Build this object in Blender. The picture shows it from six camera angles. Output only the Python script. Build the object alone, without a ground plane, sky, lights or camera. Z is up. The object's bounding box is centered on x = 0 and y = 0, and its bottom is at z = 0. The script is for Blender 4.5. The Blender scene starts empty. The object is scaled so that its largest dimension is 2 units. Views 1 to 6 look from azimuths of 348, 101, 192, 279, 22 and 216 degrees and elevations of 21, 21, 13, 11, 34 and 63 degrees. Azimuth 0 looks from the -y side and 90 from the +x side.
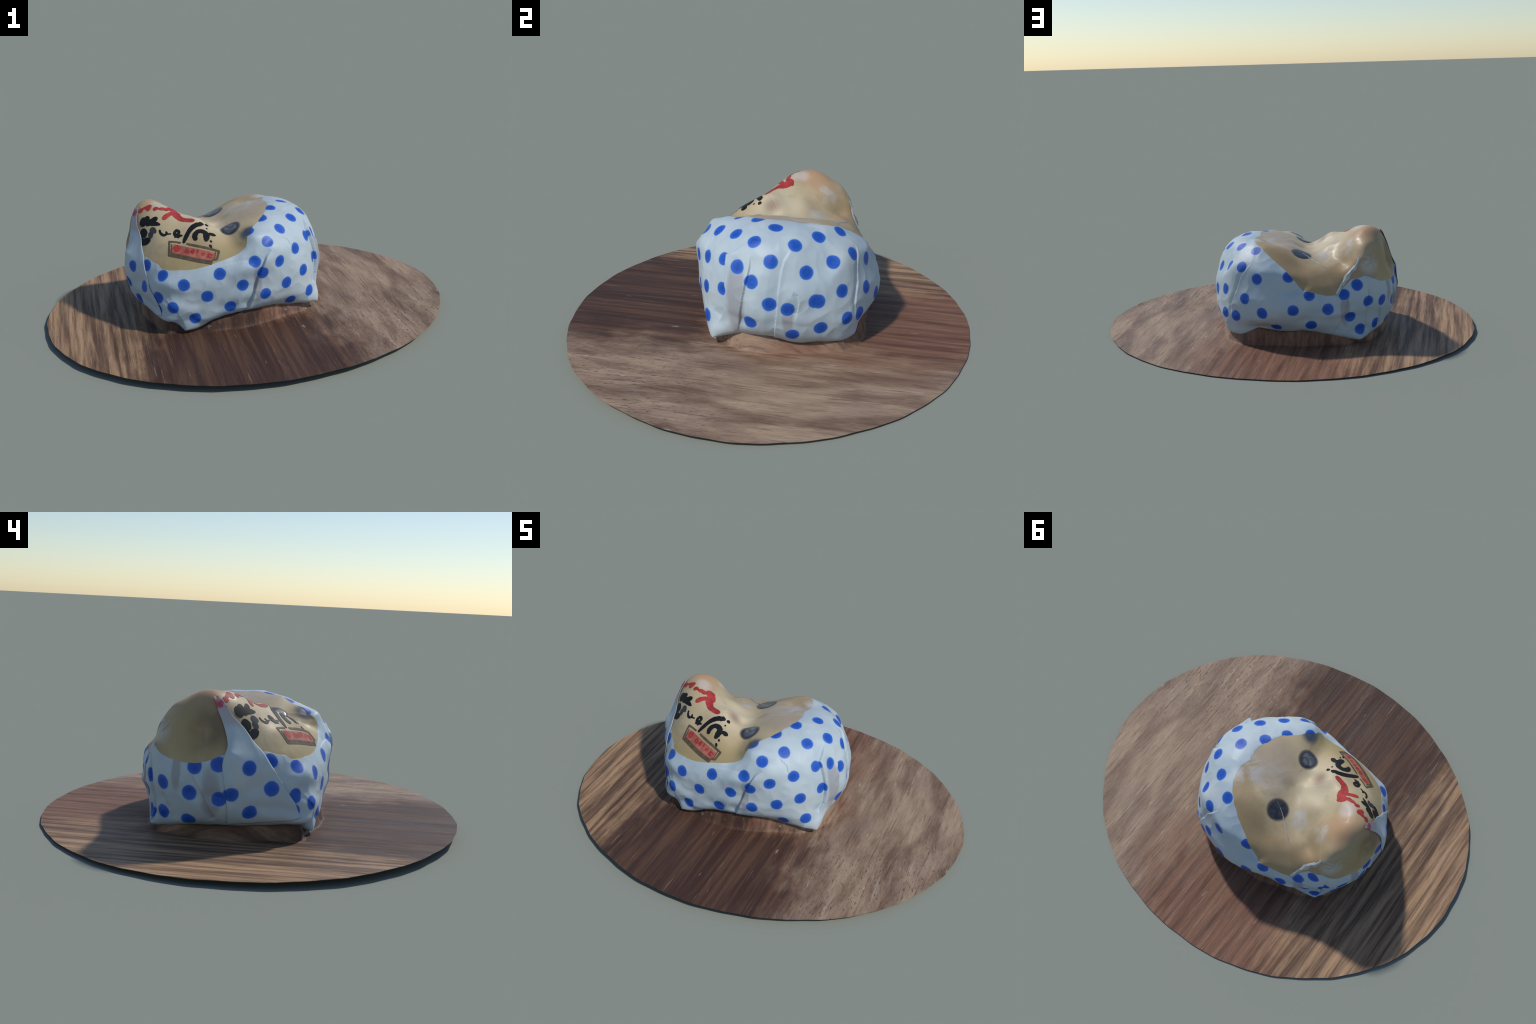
"""A soft sweet bun in a polka-dot paper wrapper with a clear film window,
standing on a thin oval slice of wood.

The wrapper is a film stretched over the bun: its surface is the radius function
(seen from a centre inside the bun) that passes through a few named anchors: base
tips, base hem, rim of the window, horn of the film, and the printed dots.
Pleats, crinkles and the loose flap are added on top of that."""
import bpy, math, random
import numpy as np
from mathutils import Vector, noise
from mathutils.bvhtree import BVHTree

random.seed(4)
rng = np.random.default_rng(4)

# ------------------------------------------------------------------ measures
CENTRE = np.array([-.1, .055, .18])           # inside the bun
CORE_X, CORE_Y = .36, .19                    # half axes of the flat oval core the film is measured from
EASE = 2.2e-3                                  # how far the film may leave its anchors
BOARD_A, BOARD_B = 1.0, .872                 # half axes of the oval board
BOARD_T = .0025


def board_z(x, y):
    """The thin board lies slightly tilted."""
    return .0166 - .0025 * x - .0166 * y


DOT_RADIUS = .0285
# centres of the printed blue dots
DOTS = [
    (-.577, -.009, .211), (.337, .238, .259), (.376, .135, .23), (.352, .151, .111), (-.11, .461, .211), (-.578, .034, .188),
    (.324, .262, .138), (.331, .251, .256), (-.537, .156, .09), (-.013, .415, .111), (.048, .461, .192), (-.191, .408, .123),
    (-.346, -.293, .271), (-.177, -.307, .311), (-.009, -.312, .353), (-.243, -.314, .209), (-.074, -.321, .247), (-.137, -.313, .143),
    (-.306, -.304, .103), (-.407, -.297, .164), (.063, -.269, .428), (.113, -.294, .333), (.035, -.316, .184), (.148, -.28, .213),
    (.172, -.245, .107), (.207, -.23, .363), (.246, -.229, .246), (.278, -.22, .13), (.142, -.196, .458), (.223, -.107, .477),
    (.135, -.033, .511), (.215, .055, .511), (.295, -.017, .476), (.292, -.15, .392), (.333, -.078, .378), (.326, -.145, .273),
    (.07, -.122, .495), (-.012, -.204, .463), (.025, -.322, .296), (.347, .06, .416), (.288, .146, .47), (.202, .228, .481),
    (.32, .198, .37), (.248, .294, .395), (.106, .304, .476), (.17, .367, .408), (.08, .413, .357), (.145, .425, .256),
    (.37, -.015, .333), (.371, -.018, .16), (.386, .062, .249), (-.079, .405, .37), (-.278, .414, .211), (-.188, .431, .285),
    (-.354, .376, .279), (-.415, .339, .321), (-.38, .357, .162), (-.426, .325, .087), (-.47, .33, .235), (-.574, .149, .202),
    (-.577, .131, .303), (-.557, -.069, .308), (-.538, -.074, .138), (-.58, .042, .318), (-.533, .261, .226), (-.503, .268, .103),
    (-.516, -.15, .229), (-.498, -.14, .331), (-.434, -.23, .305), (-.464, -.234, .199), (-.466, -.228, .139), (.267, .363, .163),
    (.199, .406, .159), (.266, .336, .281),
]
# tips of the base corners, horn of the film, window rim, saddle between the eyes
SHAPE = [
    (-.37, .06, .563), (-.46, .268, .472), (-.458, .287, .45), (-.3, 0, .52), (-.178, -.03, .457), (-.138, -.06, .45),
    (-.1, 0, .446), (-.1, .08, .442), (-.045, .05, .476), (-.055, .13, .47), (.049, .418, .384), (-.107, -.223, .409),
    (-.52, -.12, .16), (-.31, .41, .187), (0, .065, .488), (.045, .1, .497), (.085, .11, .503), (.085, .17, .497),
    (.045, .18, .487), (-.05, .2, .466), (0, .2, .482), (-.05, -.06, .467), (-.31, -.307, .175), (-.42, -.268, .222),
    (-.527, -.105, .236), (-.535, .13, .4), (-.26, .345, .35), (-.05, -.304, .114), (-.382, -.139, .439), (-.2, -.28, .354),
    (-.397, -.184, .383), (-.317, -.167, .432), (-.222, -.093, .494), (-.168, -.167, .453), (-.169, .427, .302), (-.32, .384, .28),
    (.131, .204, .511), (-.533, .241, .322), (-.58, -.006, .36), (-.487, .232, .496), (-.136, .415, .298), (-.237, .411, .276),
    (-.475, .322, .35), (-.033, -.244, .454), (-.001, -.182, .474), (-.474, .311, .355), (-.245, -.073, .506), (-.491, .04, .544),
    (-.489, -.068, .42), (-.5, .088, .56), (-.49, -.183, .273), (-.442, -.192, .344), (-.035, -.266, .415), (-.022, -.222, .451),
    (.086, -.098, .505), (.042, -.324, .355), (.326, -.155, .129), (-.077, -.092, .453), (-.11, .202, .441),
]
# sections along the horn, from its ridge down into the saddle
HORN_SECTIONS = [
    [(-.467, .108, .577), (-.455, .155, .569), (-.43, .2, .541), (-.413, .243, .507), (-.42, .275, .483), (-.416, .3, .453)],
    [(-.395, .067, .562), (-.385, .13, .553), (-.377, .187, .529), (-.385, .23, .494), (-.395, .264, .458), (-.405, .297, .428)],
    [(-.34, .03, .543), (-.335, .1, .512), (-.335, .15, .496), (-.34, .195, .48), (-.355, .235, .447), (-.37, .27, .415)],
    [(-.265, -.03, .512), (-.265, .05, .487), (-.272, .1, .486), (-.27, .15, .453), (-.285, .2, .428), (-.3, .25, .408),(-.31, .29, .392)],
    [(-.2, -.05, .5), (-.19, .02, .464), (-.18, .08, .444), (-.178, .141, .434), (-.2, .18, .425), (-.249, .223, .408)],
]
# swell of the film where its outline was read from the side
OUTLINE = [
    (.342, .213, .149), (-.092, -.154, .426), (.365, .166, .21), (.372, .12, .16), (.314, .265, .111), (-.13, .325, .393),
    (.003, .466, .175), (-.09, .466, .211), (.326, -.173, .103), (-.426, -.267, .279), (.335, .239, .275), (-.318, .367, .087),
    (-.141, .453, .242), (.101, -.286, .409), (-.043, -.325, .334), (-.58, .048, .2), (-.278, -.312, .093), (-.191, .316, .388),
    (-.185, .424, .161), (.236, .323, .403), (-.032, -.181, .458), (.287, .336, .187), (.348, -.104, .172), (.278, .314, .078),
    (.067, .287, .491), (-.568, .149, .153), (-.349, -.109, .463), (.366, .117, .322), (-.255, .417, .196), (.31, -.128, .4),
    (.159, .207, .502), (-.2, .435, .258), (.13, -.281, .17), (-.102, -.099, .438), (-.59, .005, .254), (.006, -.258, .46),
    (-.335, .375, .126), (.181, .138, .514), (.166, .418, .179), (.36, .184, .295), (-.314, .4, .209), (.086, .443, .147),
    (.202, .033, .518), (-.546, .161, .109), (-.522, .203, .073), (-.518, .243, .131), (-.513, .231, .094), (.362, .031, .38),
    (-.572, .007, .361), (-.184, .421, .292), (-.57, -.02, .354), (.035, -.256, .456), (-.056, -.216, .427), (-.052, -.239, .422),
    (-.583, .002, .301), (-.021, -.238, .446),
]
# hollow below the horn
SCOOP = [
    (-.541, .159, .435), (-.531, .122, .481), (-.55, .187, .374), (-.56, .096, .398),
]
# hem of the wrapper, arched between the corner tips
HEM = [
    (-.293, -.275, .045), (-.223, -.278, .068), (-.134, -.285, .091), (.025, -.295, .123), (.14, -.24, .094), (.25, -.213, .069),
    (-.449, .289, .042), (-.475, .17, .056), (-.495, .047, .07), (-.491, -.028, .074), (-.457, -.147, .077), (-.446, -.229, .083),
    (-.444, -.273, .096), (.35, -.071, .118), (.318, .079, .073), (.085, .393, .101), (.021, .39, .09), (-.051, .379, .077),
    (-.146, .39, .092), (-.234, .367, .076), (-.301, .362, .067), (-.368, .35, .054), (.3, .161, .05), (.275, .25, .052),
    (.25, .335, .055), (.17, .39, .06),
]
# pinched paper points: place, reach of the pinch
TIPS = [((-.355, -.296, .04), .17), ((.328, -.186, .052), .2), ((-.436, .332, .033), .15)]


SKIRT = [(-.355, -.296, -.01), (-.22, -.27, .022), (-.1, -.29, .015), (.02, -.29, -.015), (.14, -.25, -.008), (.328, -.186, -.015),
         (.34, -.08, -.02), (.32, .08, .012), (.3, .16, .02), (.27, .25, .008), (.2, .36, .012), (.08, .39, .025), (-.05, .39, .022),
         (-.2, .38, .012), (-.37, .36, .0), (-.436, .332, -.02), (-.46, .286, .01), (-.5, .17, .022), (-.51, .04, .022),
         (-.47, -.15, .015), (-.45, -.23, .0), (-.4, -.28, -.02)]


def underside():
    """the wrapper is tucked in below its hem"""
    out = []
    for x, y, z in HEM[::2]:
        out.append((CENTRE[0] + .8 * (x - CENTRE[0]), CENTRE[1] + .8 * (y - CENTRE[1]), max(.025, z - .03)))
    return out + [(-.08, .05, .012), (.1, .05, .012), (-.25, .05, .012), (-.08, -.1, .015), (-.08, .2, .015)]


# edge between the printed wrapper and the clear window, anticlockwise from the front
WINDOW_RIM = [
    (-.433, -.215, .328), (-.394, -.24, .331), (-.326, -.27, .334), (-.274, -.279, .339),
    (-.226, -.28, .348), (-.177, -.28, .36), (-.118, -.281, .378), (-.073, -.277, .394),
    (-.038, -.266, .413), (-.025, -.227, .452), (.019, -.17, .478), (.065, -.123, .494),
    (.098, -.071, .51), (.118, -.03, .516), (.136, .03, .524), (.13, .1, .526), (.144, .157, .52),
    (.136, .204, .51), (.114, .249, .498), (.083, .285, .486), (.04, .323, .462),
    (-.006, .355, .432), (-.059, .382, .4), (-.113, .405, .346), (-.16, .424, .303),
    (-.213, .417, .294), (-.269, .4, .275), (-.319, .384, .278), (-.353, .357, .316),
    (-.387, .337, .35), (-.422, .333, .355), (-.452, .32, .366), (-.477, .311, .353),
    (-.515, .27, .325), (-.546, .219, .315), (-.567, .173, .313), (-.576, .134, .314),
    (-.58, .088, .326), (-.581, .049, .345), (-.57, .0, .36), (-.54, -.06, .365),
    (-.498, -.114, .362), (-.473, -.151, .353), (-.445, -.189, .344)]
# pleats: line (downwards), depth of the drop, width over which it comes back, which side drops
PLEATS = [
    ([(.075, -.296, .392), (.05, -.315, .372), (.039, -.325, .351), (.021, -.324, .317), (.005, -.322, .272), (-.015, -.323, .213), (-.05, -.305, .117)], 0.013, 0.06, 1),
    ([(.293, -.05, .464), (.296, -.091, .436), (.294, -.129, .409), (.315, -.13, .367), (.33, -.128, .311), (.34, -.128, .235), (.335, -.132, .179), (.325, -.156, .131)], 0.016, 0.08, 1),
    ([(.33, -.025, .428), (.35, -.028, .384), (.359, -.033, .351), (.368, -.041, .308), (.373, -.053, .23), (.353, -.071, .125)], 0.01, 0.06, -1),
    ([(.312, .132, .449), (.335, .112, .42), (.357, .104, .377), (.375, .098, .317), (.381, .095, .257), (.37, .087, .177), (.325, .075, .082)], 0.012, 0.05, 1),
    ([(.361, .155, .30), (.356, .172, .285), (.357, .176, .254), (.354, .167, .204)], 0.008, 0.03, 1),
    ([(.114, .364, .43), (.142, .385, .395), (.176, .39, .355), (.193, .396, .298), (.221, .386, .213), (.199, .362, .135)], 0.006, 0.03, 1),
    ([(-.382, .351, .306), (-.373, .371, .265), (-.362, .378, .22), (-.346, .379, .159), (-.328, .384, .123), (-.308, .378, .082)], 0.006, 0.06, -1),
    ([(-.475, .323, .347), (-.472, .331, .289), (-.464, .33, .218), (-.453, .318, .154), (-.446, .312, .09), (-.437, .335, .04)], 0.01, 0.04, -1),
    ([(-.576, .14, .28), (-.579, .127, .253), (-.579, .105, .219), (-.567, .077, .165), (-.534, .048, .101)], 0.01, 0.06, 1),
    ([(-.529, .262, .186), (-.531, .243, .146), (-.511, .23, .092)], 0.008, 0.04, 1),
    ([(.02, -.308, .356), (-.027, -.306, .353), (-.065, -.299, .355), (-.113, -.296, .35), (-.166, -.294, .341)], 0.004, 0.02, 1),
    ([(-.463, -.227, .229), (-.428, -.272, .191), (-.4, -.317, .138), (-.366, -.309, .061)], 0.003, 0.04, 1),
    ([(.124, -.225, .443), (.172, -.229, .408), (.179, -.239, .384)], 0.005, 0.03, 1),
]
# loose flap of the wrapper: left and right edge, from the horn down to the hem
FLAP_LEFT = [(-.507, .083, .553), (-.535, .059, .51), (-.546, .041, .476), (-.559, .023, .436), (-.573, .012, .391), (-.58, .02, .35), (-.58, .026, .31), (-.58, .019, .263), (-.572, .01, .197), (-.556, .006, .144), (-.512, .01, .085)]
FLAP_RIGHT = [(-.499, .07, .557), (-.504, .044, .537), (-.516, .007, .491), (-.505, -.037, .445), (-.505, -.072, .398), (-.503, -.106, .364), (-.504, -.141, .314), (-.489, -.193, .229), (-.467, -.234, .169), (-.46, -.262, .115)]
# brush lettering and label on the slanted front of the window:
# plane through PRINT_AT; strokes as (across, up, width) in millimetres
PRINT_AT = np.array([-.33, -.13, .44])
PRINT_N = np.array([-.221, -.625, .749])
STROKES = [
    ("black", [(-185, 112, 24), (-187, 89, 29), (-184, 66, 27)]),
    ("black", [(-175, 78, 27), (-147, 85, 24), (-116, 107, 18)]),
    ("black", [(-157, 81, 22), (-125, 75, 19), (-98, 69, 6)]),
    ("black", [(-176, 114, 15), (-158, 96, 22)]),
    ("black", [(-191, 56, 27), (-181, 35, 32), (-172, 13, 19)]),
    ("grey", [(-147, 52, 22), (-130, 40, 22), (-116, 29, 12)]),
    ("grey", [(-143, 37, 24), (-142, 3, 17)]),
    ("black", [(-191, 16, 15), (-185, -6, 22), (-163, -5, 27), (-142, -4, 15)]),
    ("black", [(-100, 44, 7), (-93, 26, 9), (-77, 14, 10), (-63, 21, 9), (-68, 35, 7)]),
    ("black", [(-62, 20, 7), (-41, 22, 6)]),
    ("black", [(-21, 8, 12), (-25, 29, 12), (-17, 42, 11), (-5, 32, 12), (-10, 18, 11), (-22, 21, 10)]),
    ("black", [(-21, 9, 15), (-4, 11, 15), (16, 12, 6)]),
    ("black", [(-7, 11, 15), (-1, -3, 8)]),
    ("black", [(-17, 11, 15), (-20, -1, 6)]),
    ("black", [(24, -31, 10), (29, -9, 15), (40, 27, 18), (54, 56, 21), (73, 76, 21), (90, 83, 20), (102, 85, 10)]),
    ("black", [(84, 98, 6), (97, 87, 14), (102, 79, 7)]),
    ("black", [(86, -15, 15), (75, 3, 20), (79, 27, 21), (96, 40, 20), (119, 33, 19), (129, 10, 23), (134, -8, 22), (141, -14, 10)]),
    ("black", [(127, 10, 19), (145, 28, 15), (160, 24, 16), (171, 22, 7)]),
    ("black", [(112, 96, 7), (118, 88, 10), (127, 83, 5)]),
    ("black", [(120, 67, 5), (126, 59, 5)]),
    ("black", [(149, -12, 6), (158, -22, 9)]),
    ("black", [(147, -36, 8), (155, -43, 9), (160, -52, 6)]),
    ("red", [(-212, 140, 15), (-205, 153, 19), (-195, 158, 12)]),
    ("red", [(-171, 144, 15), (-166, 169, 18), (-163, 184, 10)]),
    ("red", [(-198, 160, 10), (-174, 169, 14), (-156, 180, 10)]),
    ("red", [(-137, 144, 12), (-132, 157, 14), (-116, 160, 11)]),
    ("red", [(-117, 156, 10), (-93, 160, 14), (-70, 157, 12)]),
    ("red", [(-89, 96, 15), (-78, 113, 17), (-63, 130, 16), (-47, 144, 15)]),
    ("red", [(-82, 175, 12), (-64, 171, 19), (-38, 152, 19), (-14, 135, 10)]),
    ("red", [(-49, 146, 17), (-23, 123, 22), (-1, 107, 19), (23, 104, 17), (45, 103, 17), (62, 103, 10)]),
    ("red", [(-7, 95, 9), (-1, 109, 15)]),
    ("red", [(21, 90, 9), (28, 104, 12)]),
    ("frame", [(-45, -19, 6), (-42, -56, 6), (-40, -94, 6)]),
    ("frame", [(-48, -22, 6), (-21, -24, 6), (11, -29, 6)]),
    ("frame", [(39, -33, 6), (101, -46, 6), (150, -55, 6), (195, -65, 6)]),
    ("frame", [(-42, -91, 7), (21, -106, 7), (95, -122, 7), (166, -130, 7)]),
    ("frame", [(194, -62, 7), (191, -89, 7), (188, -109, 7)]),
    ("frame", [(188, -108, 6), (170, -114, 5), (164, -128, 5)]),
    ("frame", [(-31, -36, 4), (-30, -59, 4), (-31, -83, 4)]),
    ("frame", [(-31, -83, 5), (33, -98, 5), (107, -113, 5), (164, -119, 5)]),
    ("frame", [(49, -39, 4), (101, -50, 4), (150, -59, 4), (182, -66, 4)]),
    ("frame", [(180, -66, 3), (179, -89, 3), (177, -110, 3)]),
    ("pink", [(-26, -58, 40), (18, -68, 40), (68, -79, 40), (117, -88, 40), (153, -93, 39), (178, -95, 32)]),
    ("red", [(-21, -53, 19), (-3, -57, 27), (14, -56, 17)]),
    ("red", [(35, -71, 6), (46, -61, 7), (54, -74, 6)]),
    ("red", [(31, -74, 6), (58, -82, 6)]),
    ("red", [(62, -69, 10), (73, -82, 9)]),
    ("red", [(76, -61, 9), (74, -88, 7)]),
    ("red", [(91, -72, 27), (101, -74, 24)]),
    ("red", [(114, -82, 10), (127, -92, 9)]),
    ("red", [(128, -76, 9), (120, -94, 7)]),
    ("red", [(143, -83, 6), (169, -90, 6)]),
    ("red", [(139, -98, 6), (165, -102, 6)]),
    ("red", [(150, -80, 6), (144, -103, 6)]),
]
EYES = [((-.077, -.092, .453), .044, .55), ((-.11, .202, .441), .047, 0.0)]   # place, radius, greyness


# ------------------------------------------------------------------ stretched film
def from_core(p):
    """direction and distance of points from the flat oval core (bisection)"""
    q = np.atleast_2d(np.asarray(p, float)) - CENTRE
    lo, hi = np.full(len(q), 1e-4), np.linalg.norm(q, axis=1) + 1e-3
    for _ in range(36):
        m = (lo + hi) / 2
        far = (q[:, 0] / (CORE_X + m)) ** 2 + (q[:, 1] / (CORE_Y + m)) ** 2 + (q[:, 2] / m) ** 2 > 1
        lo, hi = np.where(far, m, lo), np.where(far, hi, m)
    r = (lo + hi) / 2
    d = np.stack([q[:, 0] / (CORE_X + r), q[:, 1] / (CORE_Y + r), q[:, 2] / r], 1)
    return d / np.linalg.norm(d, axis=1)[:, None], r


def to_space(d, r):
    return CENTRE + d * r[:, None] + d * np.array([CORE_X, CORE_Y, 0])


class StretchedFilm:
    """Distance over direction, interpolated through the anchors (multiquadric)."""

    def __init__(self, anchors, c=.07, ease=3e-4):
        self.d, r = from_core(anchors)
        self.c, n = c, len(r)
        a = np.zeros((n + 4, n + 4))
        a[:n, :n] = self._k(self.d) - ease * np.eye(n)
        a[:n, n] = a[n, :n] = 1
        a[:n, n + 1:], a[n + 1:, :n] = self.d, self.d.T
        self.w = np.linalg.solve(a, np.r_[r, 0, 0, 0, 0])

    def _k(self, d):
        return np.sqrt(np.maximum(2 - 2 * d @ self.d.T, 0) + self.c ** 2)

    def radius(self, d):
        out = []
        for i in range(0, len(d), 40000):
            q = d[i:i + 40000]
            out.append(np.hstack([self._k(q), np.ones((len(q), 1)), q]) @ self.w)
        return np.concatenate(out)


def spline(points, n=None, step=.024):
    """Catmull-Rom through points, n samples or one every step"""
    p = np.array(points, float)
    n = n or max(len(p), int(np.linalg.norm(np.diff(p, axis=0), axis=1).sum() / step) + 1)
    p = np.vstack([2 * p[0] - p[1], p, 2 * p[-1] - p[-2]])
    t = np.linspace(0, len(p) - 3 - 1e-9, n)
    i = t.astype(int)
    f = (t - i)[:, None]
    a, b, c, d = p[i], p[i + 1], p[i + 2], p[i + 3]
    return .5 * (2 * b + (c - a) * f + (2 * a - 5 * b + 4 * c - d) * f ** 2 + (3 * b - a - 3 * c + d) * f ** 3)


horn = [tuple(q) for line in HORN_SECTIONS for q in spline(line)]
film = StretchedFilm(horn + DOTS + SHAPE + OUTLINE + SCOOP + HEM + underside(), ease=EASE)


def pinched_points(d):
    """sharp corners pulled out of the round film"""
    h = np.zeros(len(d))
    for tip, reach in TIPS:
        u, far = from_core([tip])
        need = far[0] - film.radius(u)[0]
        gap = np.linalg.norm(d - u, axis=1)
        h = h + need * np.clip(1 - gap / reach, 0, 1) ** 1.6
    return h


def polyline_side(p, line):
    """distance to a line on the film, signed side, and position along it (0..1)"""
    line = np.array(line, float)
    best, side, along = np.full(len(p), 9.), np.zeros(len(p)), np.zeros(len(p))
    n = p - CENTRE
    n = n / np.linalg.norm(n, axis=1)[:, None]
    total = len(line) - 1
    for i, (a, b) in enumerate(zip(line[:-1], line[1:])):
        ab = b - a
        t = np.clip(((p - a) @ ab) / (ab @ ab), 0, 1)
        v = p - (a + t[:, None] * ab)
        d = np.linalg.norm(v, axis=1)
        m = d < best
        best[m], along[m] = d[m], ((i + t) / total)[m]
        s = (np.cross(ab, n) * v).sum(1)           # + on the right looking outwards-in, downwards
        side[m] = np.sign(s[m])
    return best, side, along


def pleat_relief(p):
    """each pleat drops sharply on one side of its line and comes back over its width"""
    h = np.zeros(len(p))
    for line, depth, width, sign in PLEATS:
        lo, hi = np.min(line, 0) - 1.2 * width, np.max(line, 0) + 1.2 * width
        m = ((p > lo) & (p < hi)).all(1)
        if not m.any():
            continue
        d, s, t = polyline_side(p[m], line)
        fade = np.clip(t / .25, 0, 1) ** .7 * np.clip((1.02 - t) / .06, 0, 1)
        e = np.clip(d / .0045, 0, 1)
        down = .22 - (.22 + np.clip(1 - d / width, 0, 1) ** 1.3) * e * e * (3 - 2 * e)
        down = np.where(d < width, down, 0)
        lip = .22 * np.exp(-(d / (.25 * width)) ** 2)
        h[m] += depth * np.where(s * sign > 0, down, lip) * fade
    return h


def crinkle(p, rough):
    """soft dents and fine crumpling of thin film"""
    h = np.empty(len(p))
    rough = np.broadcast_to(rough, len(p))
    for i, q in enumerate(p.tolist()):
        v = Vector(q)
        a = noise.noise(v * 9) * .002
        r = 1 - abs(noise.noise(v * 16 + Vector((3, 1, 7)))) * 2
        h[i] = a + r * .0016 * rough[i]
    return h


# ------------------------------------------------------------------ node helpers
class Nodes:
    def __init__(self, name):
        self.mat = bpy.data.materials.new(name)
        self.mat.use_nodes = True
        self.t = self.mat.node_tree
        self.bsdf = self.t.nodes["Principled BSDF"]
        self.co = self.t.nodes.new("ShaderNodeTexCoord").outputs["Object"]

    def put(self, socket, v):
        if hasattr(v, "links"):
            self.t.links.new(v, socket)
        elif v is not None:
            if socket.type == "RGBA" and len(v) == 3:
                v = (*v, 1)
            socket.default_value = v

    def math(self, op, a, b=None, clamp=False):
        n = self.t.nodes.new("ShaderNodeMath")
        n.operation, n.use_clamp = op, clamp
        self.put(n.inputs[0], a)
        self.put(n.inputs[1], b)
        return n.outputs[0]

    def vec(self, op, a, b=None, out=0):
        n = self.t.nodes.new("ShaderNodeVectorMath")
        n.operation = op
        self.put(n.inputs[0], a)
        self.put(n.inputs[1], b)
        return n.outputs["Value"] if op in ("DISTANCE", "DOT_PRODUCT", "LENGTH") else n.outputs[0]

    def noise(self, scale, detail=3, rough=.55, co=None, stretch=None, turn=0.0, warp=0.0):
        co = co or self.co
        if stretch:
            m = self.t.nodes.new("ShaderNodeMapping")
            self.put(m.inputs["Vector"], co)
            m.inputs["Rotation"].default_value = (0, 0, turn)
            m.inputs["Scale"].default_value = stretch
            co = m.outputs[0]
        n = self.t.nodes.new("ShaderNodeTexNoise")
        self.put(n.inputs["Vector"], co)
        n.inputs["Scale"].default_value, n.inputs["Detail"].default_value = scale, detail
        n.inputs["Roughness"].default_value, n.inputs["Distortion"].default_value = rough, warp
        return n.outputs["Fac"]

    def step(self, v, lo, hi, a=0., b=1.):
        n = self.t.nodes.new("ShaderNodeMapRange")
        n.interpolation_type = "SMOOTHSTEP"
        self.put(n.inputs[0], v)
        for i, x in enumerate((lo, hi, a, b)):
            n.inputs[i + 1].default_value = x
        return n.outputs[0]

    def mix(self, f, a, b, mode="MIX"):
        n = self.t.nodes.new("ShaderNodeMix")
        n.data_type, n.blend_type = "RGBA", mode
        self.put(n.inputs["Factor"], f)
        self.put(n.inputs[6], a)
        self.put(n.inputs[7], b)
        return n.outputs[2]

    def bump(self, h, strength, distance):
        n = self.t.nodes.new("ShaderNodeBump")
        self.put(n.inputs["Height"], h)
        n.inputs["Strength"].default_value, n.inputs["Distance"].default_value = strength, distance
        self.t.links.new(n.outputs[0], self.bsdf.inputs["Normal"])

    def near(self, p, r0, r1):
        """1 at a point, 0 beyond r1"""
        return self.step(self.vec("DISTANCE", self.co, p), r0, r1, 1., 0.)

    def finish(self, colour, rough, spec=.5, coat=0., coat_rough=.1):
        self.put(self.bsdf.inputs["Base Color"], colour)
        self.put(self.bsdf.inputs["Roughness"], rough)
        self.bsdf.inputs["Specular IOR Level"].default_value = spec
        self.bsdf.inputs["Coat Weight"].default_value = coat
        self.bsdf.inputs["Coat Roughness"].default_value = coat_rough
        return self.mat


def paper_material(name, dots, flap=False):
    m = Nodes(name)
    # wobble the print a little so that the dots are not perfect circles
    nt = m.t.nodes.new("ShaderNodeTexNoise")
    m.put(nt.inputs["Vector"], m.co)
    nt.inputs["Scale"].default_value = 22
    off = m.vec("SCALE", m.vec("SUBTRACT", nt.outputs["Color"], (.5, .5, .5)))
    off.node.inputs["Scale"].default_value = .007
    co = m.vec("ADD", m.co, off)
    near = None
    for c in dots:
        d = m.vec("DISTANCE", co, tuple(c))
        near = d if near is None else m.math("MINIMUM", near, d)
    blot = m.noise(7, 3)
    white = m.mix(m.step(blot, .35, .65), PAPER_A, PAPER_B)
    white = m.mix(m.step(m.noise(3.3, 2), .5, .72, 0, .45), white, PAPER_WARM)
    # greyer patches beside some of the pleats
    for c, r in GREY_PATCHES:
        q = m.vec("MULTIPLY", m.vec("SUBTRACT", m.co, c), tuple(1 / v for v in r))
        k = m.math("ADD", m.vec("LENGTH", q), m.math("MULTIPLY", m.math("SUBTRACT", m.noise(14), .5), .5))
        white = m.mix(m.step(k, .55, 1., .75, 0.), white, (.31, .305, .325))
    if flap:
        z = m.t.nodes.new("ShaderNodeSeparateXYZ")
        m.put(z.inputs[0], m.co)
        zz = m.math("ADD", z.outputs[2], m.math("MULTIPLY", m.math("SUBTRACT", m.noise(20), .5), .05))
        clear = m.step(zz, .435, .475)
        white = m.mix(clear, white, (.47, .43, .44))
        white = m.mix(m.math("MULTIPLY", m.step(zz, .505, .53), m.step(m.noise(30), .42, .58)), white, (.45, .07, .10))
    blue = m.mix(m.step(m.noise(60, 2), .3, .7), BLUE_A, BLUE_B)
    blue = m.mix(m.step(near, .012, DOT_RADIUS, 0, 1), blue, BLUE_EDGE)
    mask = m.step(near, DOT_RADIUS - .0025, DOT_RADIUS + .0035, 1., 0.)
    halo = m.step(near, DOT_RADIUS, DOT_RADIUS + .012, .3, 0.)
    col = m.mix(halo, white, (.36, .47, .72))
    col = m.mix(mask, col, blue)
    m.bump(m.noise(55, 4), .12, .004)
    return m.finish(col, m.step(blot, .3, .7, .42, .55), .3)


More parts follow.
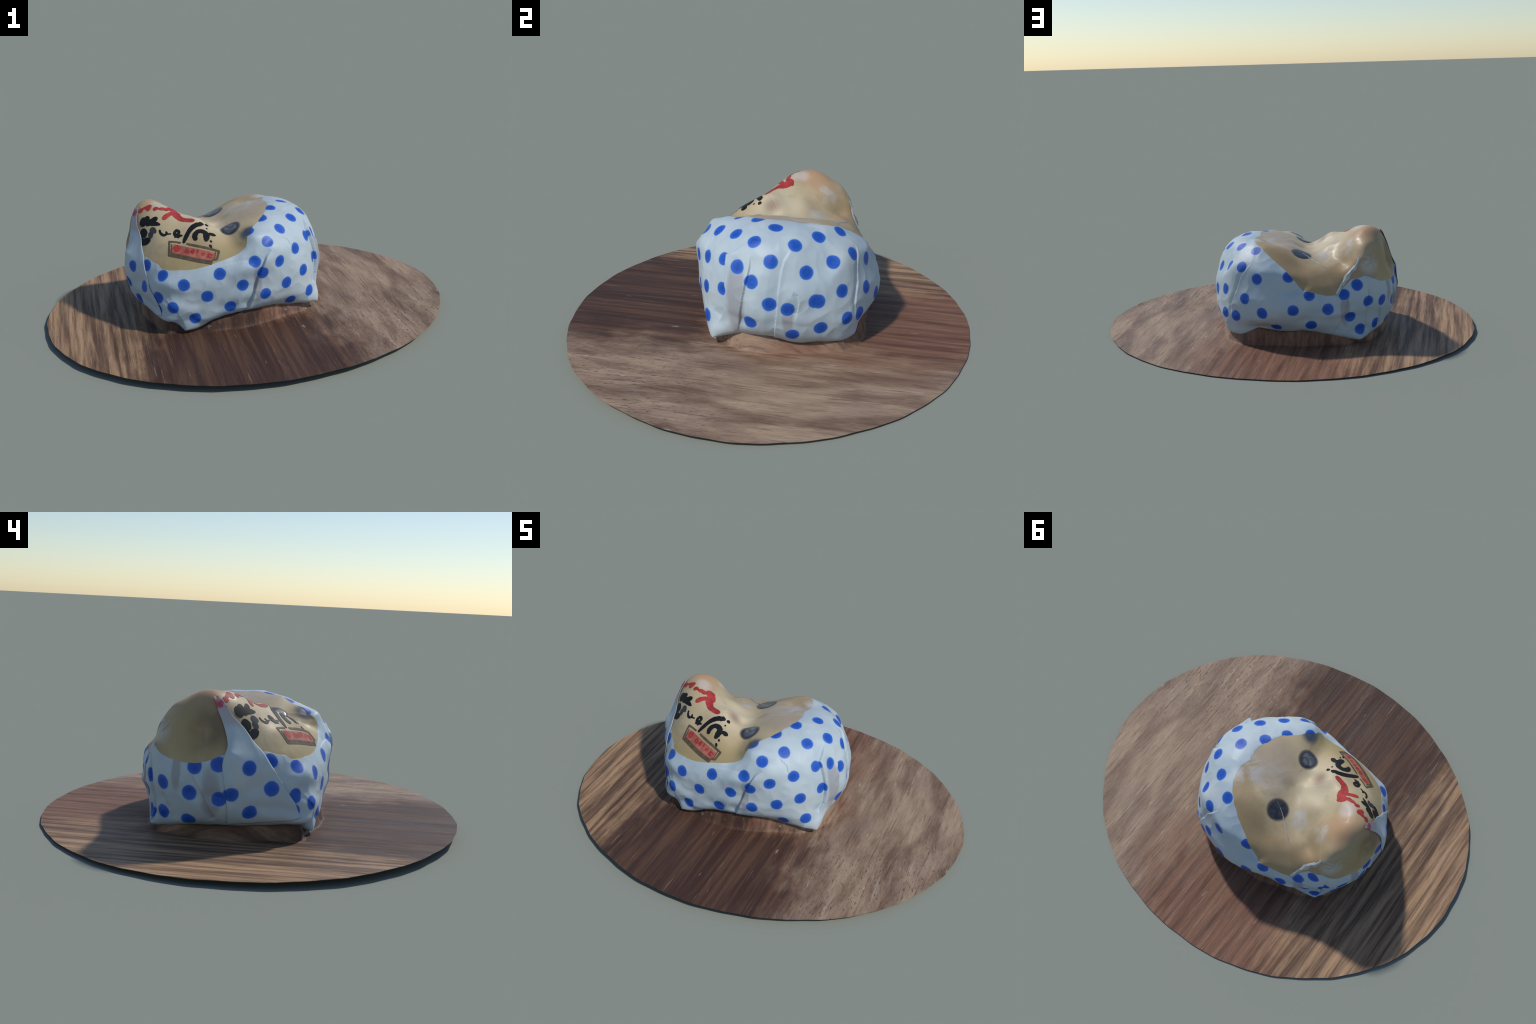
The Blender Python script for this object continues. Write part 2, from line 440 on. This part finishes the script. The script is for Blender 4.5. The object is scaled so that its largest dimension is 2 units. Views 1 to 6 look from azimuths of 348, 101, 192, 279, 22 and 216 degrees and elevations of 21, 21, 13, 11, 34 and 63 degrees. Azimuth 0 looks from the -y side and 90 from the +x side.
PAPER_A, PAPER_B, PAPER_WARM = (.43, .515, .57), (.49, .57, .61), (.475, .495, .495)
BLUE_A, BLUE_B, BLUE_EDGE = (.013, .075, .40), (.018, .095, .48), (.03, .13, .52)
GREY_PATCHES = [((.35, -.08, .27), (.07, .052, .21)), ((-.578, .065, .2), (.06, .05, .13)), ((-.56, .205, .28), (.06, .025, .09)),
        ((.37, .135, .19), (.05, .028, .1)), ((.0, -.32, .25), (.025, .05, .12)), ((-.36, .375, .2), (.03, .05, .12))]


def bun_material():
    m = Nodes("bun_under_clear_film")
    s = m.t.nodes.new("ShaderNodeSeparateXYZ")
    m.put(s.inputs[0], m.co)
    n1, n2 = m.noise(4.5, 4, .6, warp=.6), m.noise(13, 4, .6, warp=.8)
    col = m.mix(m.step(n1, .36, .62), (.42, .315, .185), (.50, .405, .25))
    # pale middle of the saddle, browner towards the far side and the horn
    col = m.mix(m.near((-.2, .0, .47), .03, .2), col, (.60, .51, .345))
    yy = m.math("ADD", s.outputs[1], m.math("MULTIPLY", m.math("SUBTRACT", n2, .5), .22))
    col = m.mix(m.step(yy, .2, .34, 0, .75), col, (.40, .265, .135))
    col = m.mix(m.near((-.43, .15, .55), .02, .15), col, (.46, .29, .165))
    col = m.mix(m.step(s.outputs[1], -.12, -.24, 0, .85), col, (.365, .285, .14))
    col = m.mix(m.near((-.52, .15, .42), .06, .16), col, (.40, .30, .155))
    col = m.mix(m.near((.06, .03, .5), .05, .17), col, (.44, .35, .25))
    col = m.mix(m.step(n2, .58, .74, 0, .35), col, (.36, .25, .14))
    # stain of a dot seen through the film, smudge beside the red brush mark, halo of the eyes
    col = m.mix(m.near((-.012, -.204, .463), .02, .06), col, (.07, .085, .12))
    col = m.mix(m.near((-.19, -.035, .47), .005, .06), col, (.36, .26, .20))
    col = m.mix(m.near((-.395, .06, .562), .015, .06), col, (.56, .46, .38))  # pinkish white highlight at the peak, lightened into the base colour
    # white highlights of the film painted pale, then the hollow below the horn
    painted_glint = m.step(m.noise(11, 5, .65, warp=1.2), .36, .62)
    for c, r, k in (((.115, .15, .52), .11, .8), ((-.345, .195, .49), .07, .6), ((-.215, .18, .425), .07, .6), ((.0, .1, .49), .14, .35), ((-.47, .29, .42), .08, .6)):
        col = m.mix(m.math("MULTIPLY", painted_glint, m.step(m.vec("DISTANCE", m.co, c), r * .3, r, k, 0.)), col, (.56, .545, .53))
    col = m.mix(m.math("MULTIPLY", m.step(m.noise(6, 3), .3, .6), m.step(m.vec("DISTANCE", m.co, (-.53, .07, .44)), .04, .13, .9, 0.)), col, (.21, .14, .085))  # interior shade of the hollow tinted dark brown
    for p, r, _ in EYES:
        col = m.mix(m.near(p, r, r * 1.3), col, (.10, .085, .075))
    m.bump(m.noise(40, 4), .15, .004)
    return m.finish(col, m.step(n2, .35, .65, .4, .55), .3, .03, .2)


def plain(name, colour, rough=.4, spec=.5, vary=.0, scale=30, coat=0.):
    m = Nodes(name)
    dark = tuple(c * (1 - vary) for c in colour)
    return m.finish(m.mix(m.step(m.noise(scale), .35, .65), dark, colour) if vary else colour, rough, spec, coat)


def board_material():
    m = Nodes("weathered_wood")
    s = m.t.nodes.new("ShaderNodeSeparateXYZ")
    m.put(s.inputs[0], m.co)
    x, y = s.outputs[0], s.outputs[1]
    wob = m.math("MULTIPLY", m.math("SUBTRACT", m.noise(2.6, 4, .6), .5), .7)
    fine = m.math("MULTIPLY", m.math("SUBTRACT", m.noise(9, 4, .6, stretch=(3, .7, 1)), .5), .35)
    w = m.math("ADD", wob, fine)
    xw, yw = m.math("ADD", x, w), m.math("ADD", y, w)
    grain = m.noise(6, 7, .62, stretch=(5.0, .22, 1), turn=.10, warp=.25)
    thin = m.noise(22, 5, .65, stretch=(5.0, .22, 1), turn=.10, warp=.15)
    mottle = m.noise(4.5, 7, .68, stretch=(2.2, .5, 1), turn=.3, warp=.25)
    # pale side (+x), red brown body, streaky tan side (-x), dark front
    brown = m.mix(m.step(grain, .33, .67), (.115, .05, .03), (.26, .13, .08))
    pale = m.mix(m.step(mottle, .30, .70), (.165, .097, .063), (.43, .305, .21))  # sky haze on the glossy wood mixed into this lighter tone
    pale = m.mix(m.step(m.noise(3.2, 3), .5, .7, 0, .3), pale, (.28, .21, .17))
    pale = m.mix(m.step(m.noise(5, 5, .6, stretch=(3, .35, 1), turn=.55, warp=.6), .60, .72, 0, .6), pale, (.50, .395, .30))
    tan = m.mix(m.step(grain, .35, .66), (.115, .064, .04), (.46, .285, .16))
    dark = m.mix(m.step(grain, .40, .72), (.050, .024, .018), (.115, .058, .035))  # darkened for the bun's soft shadow and the sky reflection it blocks
    col = m.mix(m.step(xw, -.30, -.62), brown, tan)
    col = m.mix(m.step(xw, .12, .52), col, pale)
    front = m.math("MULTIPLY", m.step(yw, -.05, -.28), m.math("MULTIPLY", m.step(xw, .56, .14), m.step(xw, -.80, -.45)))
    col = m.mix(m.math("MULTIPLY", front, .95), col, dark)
    # fibres, pores, scratches
    col = m.mix(m.step(thin, .47, .30, 0, .55), col, (.045, .025, .018))
    col = m.mix(m.step(thin, .60, .78, 0, .45), col, (.52, .38, .27))
    pore = m.noise(60, 3, .6, stretch=(3, .6, 1), turn=.2)
    worn = m.math("MULTIPLY", m.step(xw, .1, .4), m.step(yw, .1, -.25))
    col = m.mix(m.math("MULTIPLY", m.step(pore, .43, .33), m.math("ADD", .2, m.math("MULTIPLY", worn, .6))), col, (.07, .045, .035))
    scratch = m.noise(34, 2, .5, stretch=(1, .25, 1), turn=1.1)
    col = m.mix(m.math("MULTIPLY", m.step(scratch, .70, .78), m.step(x, -.2, .3, .25, .7)), col, (.52, .41, .33))
    h = m.math("ADD", m.math("MULTIPLY", grain, .6), m.math("MULTIPLY", thin, .5))
    m.bump(h, .35, .012)
    return m.finish(col, m.step(mottle, .3, .7, .5, .7), .3)


# ------------------------------------------------------------------ object helpers
def empty(name, at=(0, 0, 0)):
    o = bpy.data.objects.new(name, None)
    o.location = at
    bpy.context.collection.objects.link(o)
    return o


def mesh_object(name, verts, faces, mat, parent=None, smooth=True):
    me = bpy.data.meshes.new(name)
    me.from_pydata([tuple(v) for v in verts], [], [tuple(f) for f in faces])
    me.materials.append(mat)
    if smooth:
        me.polygons.foreach_set("use_smooth", np.ones(len(me.polygons), bool))
    me.update()
    o = bpy.data.objects.new(name, me)
    bpy.context.collection.objects.link(o)
    if parent:
        o.parent = parent
        o.matrix_parent_inverse = parent.matrix_world.inverted()
    return o


# ------------------------------------------------------------------ wooden board
def build_board():
    rings, seg = 160, 360
    th = np.arange(seg) * math.tau / seg
    wob = 1 + .002 * np.sin(7 * th + 1) + .0016 * np.sin(19 * th) + .001 * np.sin(43 * th)
    foot = np.array(HEM)
    fa = np.arctan2(foot[:, 1] - .03, foot[:, 0] + .08)
    o = np.argsort(fa)
    fa, fr, fz = fa[o], np.hypot(foot[o, 0] + .08, foot[o, 1] - .03), foot[o, 2]
    # how far the swelling of the board reaches out from under the hem (minus: the hem overhangs)
    reach = np.array(SKIRT)
    ga = np.arctan2(reach[:, 1] - .03, reach[:, 0] + .08)
    go = np.argsort(ga)
    ga, gv = ga[go], reach[go, 2]
    verts, faces = [], []
    for k in range(rings + 1):
        f = (k / rings) ** .8
        x, y = BOARD_A * f * np.cos(th) * wob, BOARD_B * f * np.sin(th) * wob
        a, r = np.arctan2(y - .03, x + .08), np.hypot(x + .08, y - .03)
        inside = np.interp(a, fa, fr, period=math.tau) - r
        # the board swells up to the hem that rests on it
        rise = np.maximum(np.interp(a, fa, fz, period=math.tau) - board_z(x, y), .01)
        z = board_z(x, y) + .95 * rise * (lambda q: q * q * (3 - 2 * q))(np.clip((inside + .012 + np.interp(a, ga, gv, period=math.tau)) / .03, 0, 1))
        for q in zip(x, y, z):
            n = noise.noise(Vector((q[0] * 5, q[1] * 2, 0))) * .002 * min(1, 6 * (1 - f))
            verts.append((q[0], q[1], max(q[2] + n, BOARD_T + .0002)))
    for k in range(rings):
        for j in range(seg):
            a, b = k * seg + j, k * seg + (j + 1) % seg
            faces.append((a, a + seg, b + seg, b))
    top = len(verts)
    last = verts[-seg:]
    verts += [(v[0] * .9985, v[1] * .9985, max(v[2] - BOARD_T, 0)) for v in last]
    faces += [(top - seg + j, top + j, top + (j + 1) % seg, top - seg + (j + 1) % seg) for j in range(seg)]
    faces.append([top + j for j in range(seg)][::-1])
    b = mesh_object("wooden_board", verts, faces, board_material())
    me = b.data
    sharp = me.attributes.new("sharp_edge", "BOOLEAN", "EDGE")
    for e in me.edges:
        v0, v1 = e.vertices
        if (v0 >= top - seg) and (v1 >= top - seg):
            sharp.data[e.index].value = True
    b["label"] = "thin oval board of weathered brown wood"
    b["category"] = "wooden board"
    return b


# ------------------------------------------------------------------ wrapped bun
AZ, LOW, HIGH = 1080, 230, 130


def build_bun():
    root = empty("wrapped_bun", (-.08, .05, .03))
    root["label"] = "sweet bun in blue polka dot wrapper with clear window"
    root["category"] = "wrapped bun"
    bpy.context.view_layer.update()
    rim = from_core(WINDOW_RIM)[0]
    ra, re = np.arctan2(rim[:, 1], rim[:, 0]), np.arctan2(rim[:, 2], np.hypot(rim[:, 0], rim[:, 1]))
    o = np.argsort(ra)
    az = np.linspace(-math.pi, math.pi, AZ, endpoint=False)
    edge = np.interp(az, ra[o], re[o], period=math.tau)
    k = np.hanning(11)
    edge = np.convolve(np.r_[edge[-5:], edge, edge[:5]], k / k.sum(), 'valid')
    edge = edge + .0025 * np.sin(az * 31) * np.sin(az * 7 + 1)
    low = np.linspace(0, 1, LOW + 1)[1:]
    high = np.linspace(0, 1, HIGH + 1)[1:-1]
    el = np.vstack([-math.pi / 2 + (edge[None] + math.pi / 2) * low[:, None],
                    edge[None] + (math.pi / 2 - edge[None]) * high[:, None]])
    A = np.broadcast_to(az, el.shape)
    d = np.stack([np.cos(el) * np.cos(A), np.cos(el) * np.sin(A), np.sin(el)], -1).reshape(-1, 3)
    d = np.vstack([d, [(0, 0, -1), (0, 0, 1)]])
    r = film.radius(d) + pinched_points(d)
    # the clear film is pulled taut: even out the radius over the window, away from its rim
    q = r[:el.size].reshape(el.shape)
    free = np.clip((np.arange(el.shape[0]) - LOW - 4) / 16, 0, 1)[:, None]
    for _ in range(34):
        mean = (np.roll(q, 1, 1) + np.roll(q, -1, 1)) / 4
        mean[1:-1] += (q[:-2] + q[2:]) / 4
        mean[0], mean[-1] = q[0], q[-1]
        q = q + (mean - q) * free
    r[:el.size] = q.ravel()
    r[-1] = q[-1].mean()
    p = to_space(d, r)
    rough = np.where(np.repeat(np.arange(el.shape[0]), AZ) < LOW, 1.2, .3)
    rough = np.r_[rough, 0, .3]
    p = to_space(d, r + pleat_relief(p) + crinkle(p, rough))
    p[:, 2] = np.maximum(p[:, 2], .004)
    rows = el.shape[0]
    bottom, topv = rows * AZ, rows * AZ + 1
    idx = np.arange(rows * AZ).reshape(rows, AZ)
    nxt = np.roll(idx, -1, 1)
    quads = np.stack([idx[:-1], nxt[:-1], nxt[1:], idx[1:]], -1)
    lower = [tuple(q) for q in quads[:LOW - 1].reshape(-1, 4).tolist()]
    lower += [(int(nxt[0, j]), int(idx[0, j]), bottom) for j in range(AZ)]
    upper = [tuple(q) for q in quads[LOW - 1:].reshape(-1, 4).tolist()]
    upper += [(int(idx[-1, j]), int(nxt[-1, j]), topv) for j in range(AZ)]
    # whole body once, for its vertex normals and for draping prints on it
    whole = bpy.data.meshes.new("whole")
    whole.from_pydata(p.tolist(), [], lower + upper)
    whole.update()
    nor = np.empty(len(p) * 3, np.float32)
    whole.vertices.foreach_get("normal", nor)
    nor = nor.reshape(-1, 3)
    tree = BVHTree.FromPolygons(p.tolist(), lower + upper)
    bpy.data.meshes.remove(whole)

    def part(name, faces, mat):
        used = np.unique(np.concatenate([np.array(f) for f in (np.array([q for q in faces if len(q) == 4]).ravel(), np.array([q for q in faces if len(q) == 3]).ravel())]))
        back = np.full(len(p), -1)
        back[used] = np.arange(len(used))
        ob = mesh_object(name, p[used], [[int(back[i]) for i in f] for f in faces], mat, root)
        ob.data.normals_split_custom_set_from_vertices(nor[used].tolist())
        return ob

    flapped = [(-.557, -.069, .308), (-.538, -.074, .138), (-.516, -.15, .229), (-.573, -.008, .211)]
    under = [c for c in DOTS if tuple(c) not in flapped]
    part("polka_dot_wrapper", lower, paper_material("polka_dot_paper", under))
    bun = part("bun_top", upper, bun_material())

    # ---- loose flap, lying a few millimetres above the film
    n, cols = 90, 28
    L, R = spline(FLAP_LEFT, n), spline(FLAP_RIGHT, n)
    f = np.linspace(0, 1, cols)[None, :, None]
    g = from_core((L[:, None] * (1 - f) + R[:, None] * f).reshape(-1, 3))[0]
    fr = film.radius(g) + pinched_points(g)
    fp = to_space(g, fr)
    fr = fr + crinkle(fp, 1.3) + pleat_relief(fp)
    u = np.tile(np.linspace(0, 1, cols), n)
    v = np.repeat(np.linspace(0, 1, n), cols)
    lift = .0025 + .003 * (1 - u) ** 3 + .002 * u ** 4
    fp = to_space(g, fr + lift)
    back = to_space(g, fr + lift - .0018)
    i = np.arange(n * cols).reshape(n, cols)
    f1 = np.stack([i[:-1, :-1], i[1:, :-1], i[1:, 1:], i[:-1, 1:]], -1).reshape(-1, 4)
    N = n * cols
    faces = f1.tolist() + (f1[:, ::-1] + N).tolist()
    ring = np.concatenate([i[0, :-1], i[:-1, -1], i[-1, :0:-1], i[:0:-1, 0]]).tolist()
    faces += [(a, b, b + N, a + N) for a, b in zip(ring, ring[1:] + ring[:1])]
    flap = mesh_object("wrapper_flap", np.vstack([fp, back]), faces, paper_material("polka_dot_paper_flap", flapped + [(-.43, -.312, .151)], True), root)

    # ---- eyes: dark buttons seen through the film
    for c, rad, grey in EYES:
        c = Vector(c)
        hit, nn, *_ = tree.find_nearest(c)
        nn = Vector((0, 0, 0))
        for q in (hit, hit + Vector((.02, 0, 0)), hit + Vector((-.02, 0, 0)), hit + Vector((0, .02, 0)), hit + Vector((0, -.02, 0))):
            nn += tree.find_nearest(q)[1]
        nn.normalize()
        ax = nn.orthogonal().normalized()
        ay = nn.cross(ax)
        vs, fs, seg = [], [], 40
        for k in range(13):
            f = k / 12
            for j in range(seg):
                a = j * math.tau / seg
                rr = rad * f * (1 + .05 * math.sin(2 * a + 1) + .03 * math.sin(3 * a))
                q = hit + ax * (rr * math.cos(a)) + ay * (rr * math.sin(a)) + nn * .05
                h = tree.ray_cast(q, -nn, .15)
                base = h[0] if h[0] else hit
                vs.append(base + nn * (.0007 + .0016 * math.sqrt(max(0, 1 - f ** 4))) - hit)
                if k < 12:
                    fs.append((k * seg + j, (k + 1) * seg + j, (k + 1) * seg + (j + 1) % seg, k * seg + (j + 1) % seg))
        m = Nodes("dark_eye")
        dist = m.vec("LENGTH", m.co)
        col = m.mix(m.step(m.noise(45, 3), .4, .6), (.022, .025, .033), (.042, .046, .056))
        core = m.mix(m.step(m.noise(60, 3, warp=1.), .4, .62), (.06, .065, .075), (.17, .18, .20))
        col = m.mix(m.step(dist, rad * .6, rad * .9, min(1, grey * 1.6), 0.), col, core)
        col = m.mix(m.step(dist, rad * .8, rad * 1.05), col, (.07, .06, .06))
        e = mesh_object("eye", vs, fs, m.finish(col, .35, .5, .3), None)
        e.location = hit
        bpy.context.view_layer.update()
        e.parent = root
        e.matrix_parent_inverse = root.matrix_world.inverted()

    # ---- print on the window: brush strokes and the framed label, draped on the film
    pn = PRINT_N / np.linalg.norm(PRINT_N)
    pu = np.array([-pn[1], pn[0], 0])
    pu /= np.linalg.norm(pu)
    pv = np.cross(pn, pu)
    inks = {
        "black": ("brush_stroke", plain("black_ink", (.012, .013, .015), .55, .2, vary=.3), .0013),
        "grey": ("brush_stroke", plain("grey_ink", (.045, .05, .062), .55, .2, vary=.35), .0012),
        "red": ("red_brush_mark", plain("red_ink", (.44, .05, .05), .55, .2, vary=.3, scale=40), .0011),
        "frame": ("label_frame", plain("brown_ink", (.13, .095, .062), .55, .2, vary=.3, scale=60), .0010),
        "pink": ("label_panel", plain("pink_label", (.46, .15, .105), .55, .2, vary=.3, scale=35), .0007),
    }
    BRUSH = {"black": 1.25, "grey": 1.3, "red": 1.45, "frame": 1.65, "pink": 1.15}
    for s, (ink, pts) in enumerate(STROKES):
        name, mat, lift = inks[ink]
        length = sum(math.dist(a[:2], b[:2]) for a, b in zip(pts, pts[1:]))
        n = max(8, int(length / 2.5))
        q = spline(pts, n)
        t = np.gradient(q[:, :2], axis=0)
        t /= np.maximum(np.linalg.norm(t, axis=1), 1e-9)[:, None]
        side = np.stack([-t[:, 1], t[:, 0]], 1)
        # round brush ends
        q[:, 2] *= BRUSH[ink]
        square = ink in ("frame", "pink")
        arc = np.linspace(0, 1, n)
        end = np.minimum(arc, 1 - arc) * length / np.maximum(q[:, 2] * .5, .1)
        rnd = np.ones(n) if square else np.sqrt(np.clip(1 - (1 - np.clip(end, 0, 1)) ** 2, .08, 1))
        cols = 7 if q[:, 2].max() > 12 else 5
        if ink == "pink":
            cols = 13
        vs, fs = [], []
        for k in range(n):
            wob = 1 + (0 if square else .16 * noise.noise(Vector((k * .35, s * 3.1, 0))))
            for c in range(cols):
                o = (c / (cols - 1) - .5) * q[k, 2] * rnd[k] * wob
                a = (q[k, :2] + side[k] * o) * .001
                src = PRINT_AT + pu * a[0] + pv * a[1]
                h = tree.ray_cast(Vector(src + pn * .2), Vector(-pn), .5)
                if h[0] is None:
                    h = (Vector(src), Vector(pn))
                vs.append(h[0] + Vector(pn) * (lift + (s % 7) * .00004))
        for k in range(n - 1):
            for c in range(cols - 1):
                a = k * cols + c
                fs.append((a, a + cols, a + cols + 1, a + 1))
        ob = mesh_object(name, vs, fs, mat, bun)

    # ---- crumpled white glinting edges of the clear film at the back corner
    white = plain("crumpled_film", (.52, .52, .50), .3, .5, .35, 30, .1)
    for line, w, hgt in (
        ([(-.315, .386, .272), (-.348, .352, .332), (-.377, .33, .382), (-.407, .313, .416), (-.419, .297, .45)], .014, .0045),
        ([(-.429, .307, .417), (-.463, .292, .409), (-.484, .272, .429), (-.493, .249, .47)], .004, .003),  # thin glint line modelled as a raised pale strip
        ([(-.092, .174, .465), (-.135, .202, .429), (-.182, .24, .411), (-.234, .285, .397), (-.261, .302, .389)], .0028, .0045),
    ):
        q = spline(line, 40)
        vs, fs, cols = [], [], 9
        for k in range(40):
            d0 = np.array(tree.find_nearest(Vector(q[k]))[1])
            t = q[min(k + 1, 39)] - q[max(k - 1, 0)]
            sd = np.cross(t, d0)
            sd /= np.linalg.norm(sd)
            f = k / 39
            ww = w * (.35 + .65 * math.sin(math.pi * min(1, f * 1.1 + .1) * .9)) * (1 + .5 * noise.noise(Vector((k * .25, w * 900, 0))))
            for c in range(cols):
                x = c / (cols - 1) * 2 - 1
                near, nrm, *_ = tree.find_nearest(Vector(q[k] + sd * x * ww))
                jag = 1 + .8 * noise.noise(Vector((k * .4, c * .6, 5)))
                vs.append(near + nrm * (.0008 + hgt * (1 - abs(x)) ** 1.3 * jag * math.sin(math.pi * (.1 + .85 * f))))
        for k in range(39):
            for c in range(cols - 1):
                a = k * cols + c
                fs.append((a, a + 1, a + cols + 1, a + cols))
        mesh_object("crumpled_film_edge", vs, fs, white, bun)


build_board()
build_bun()
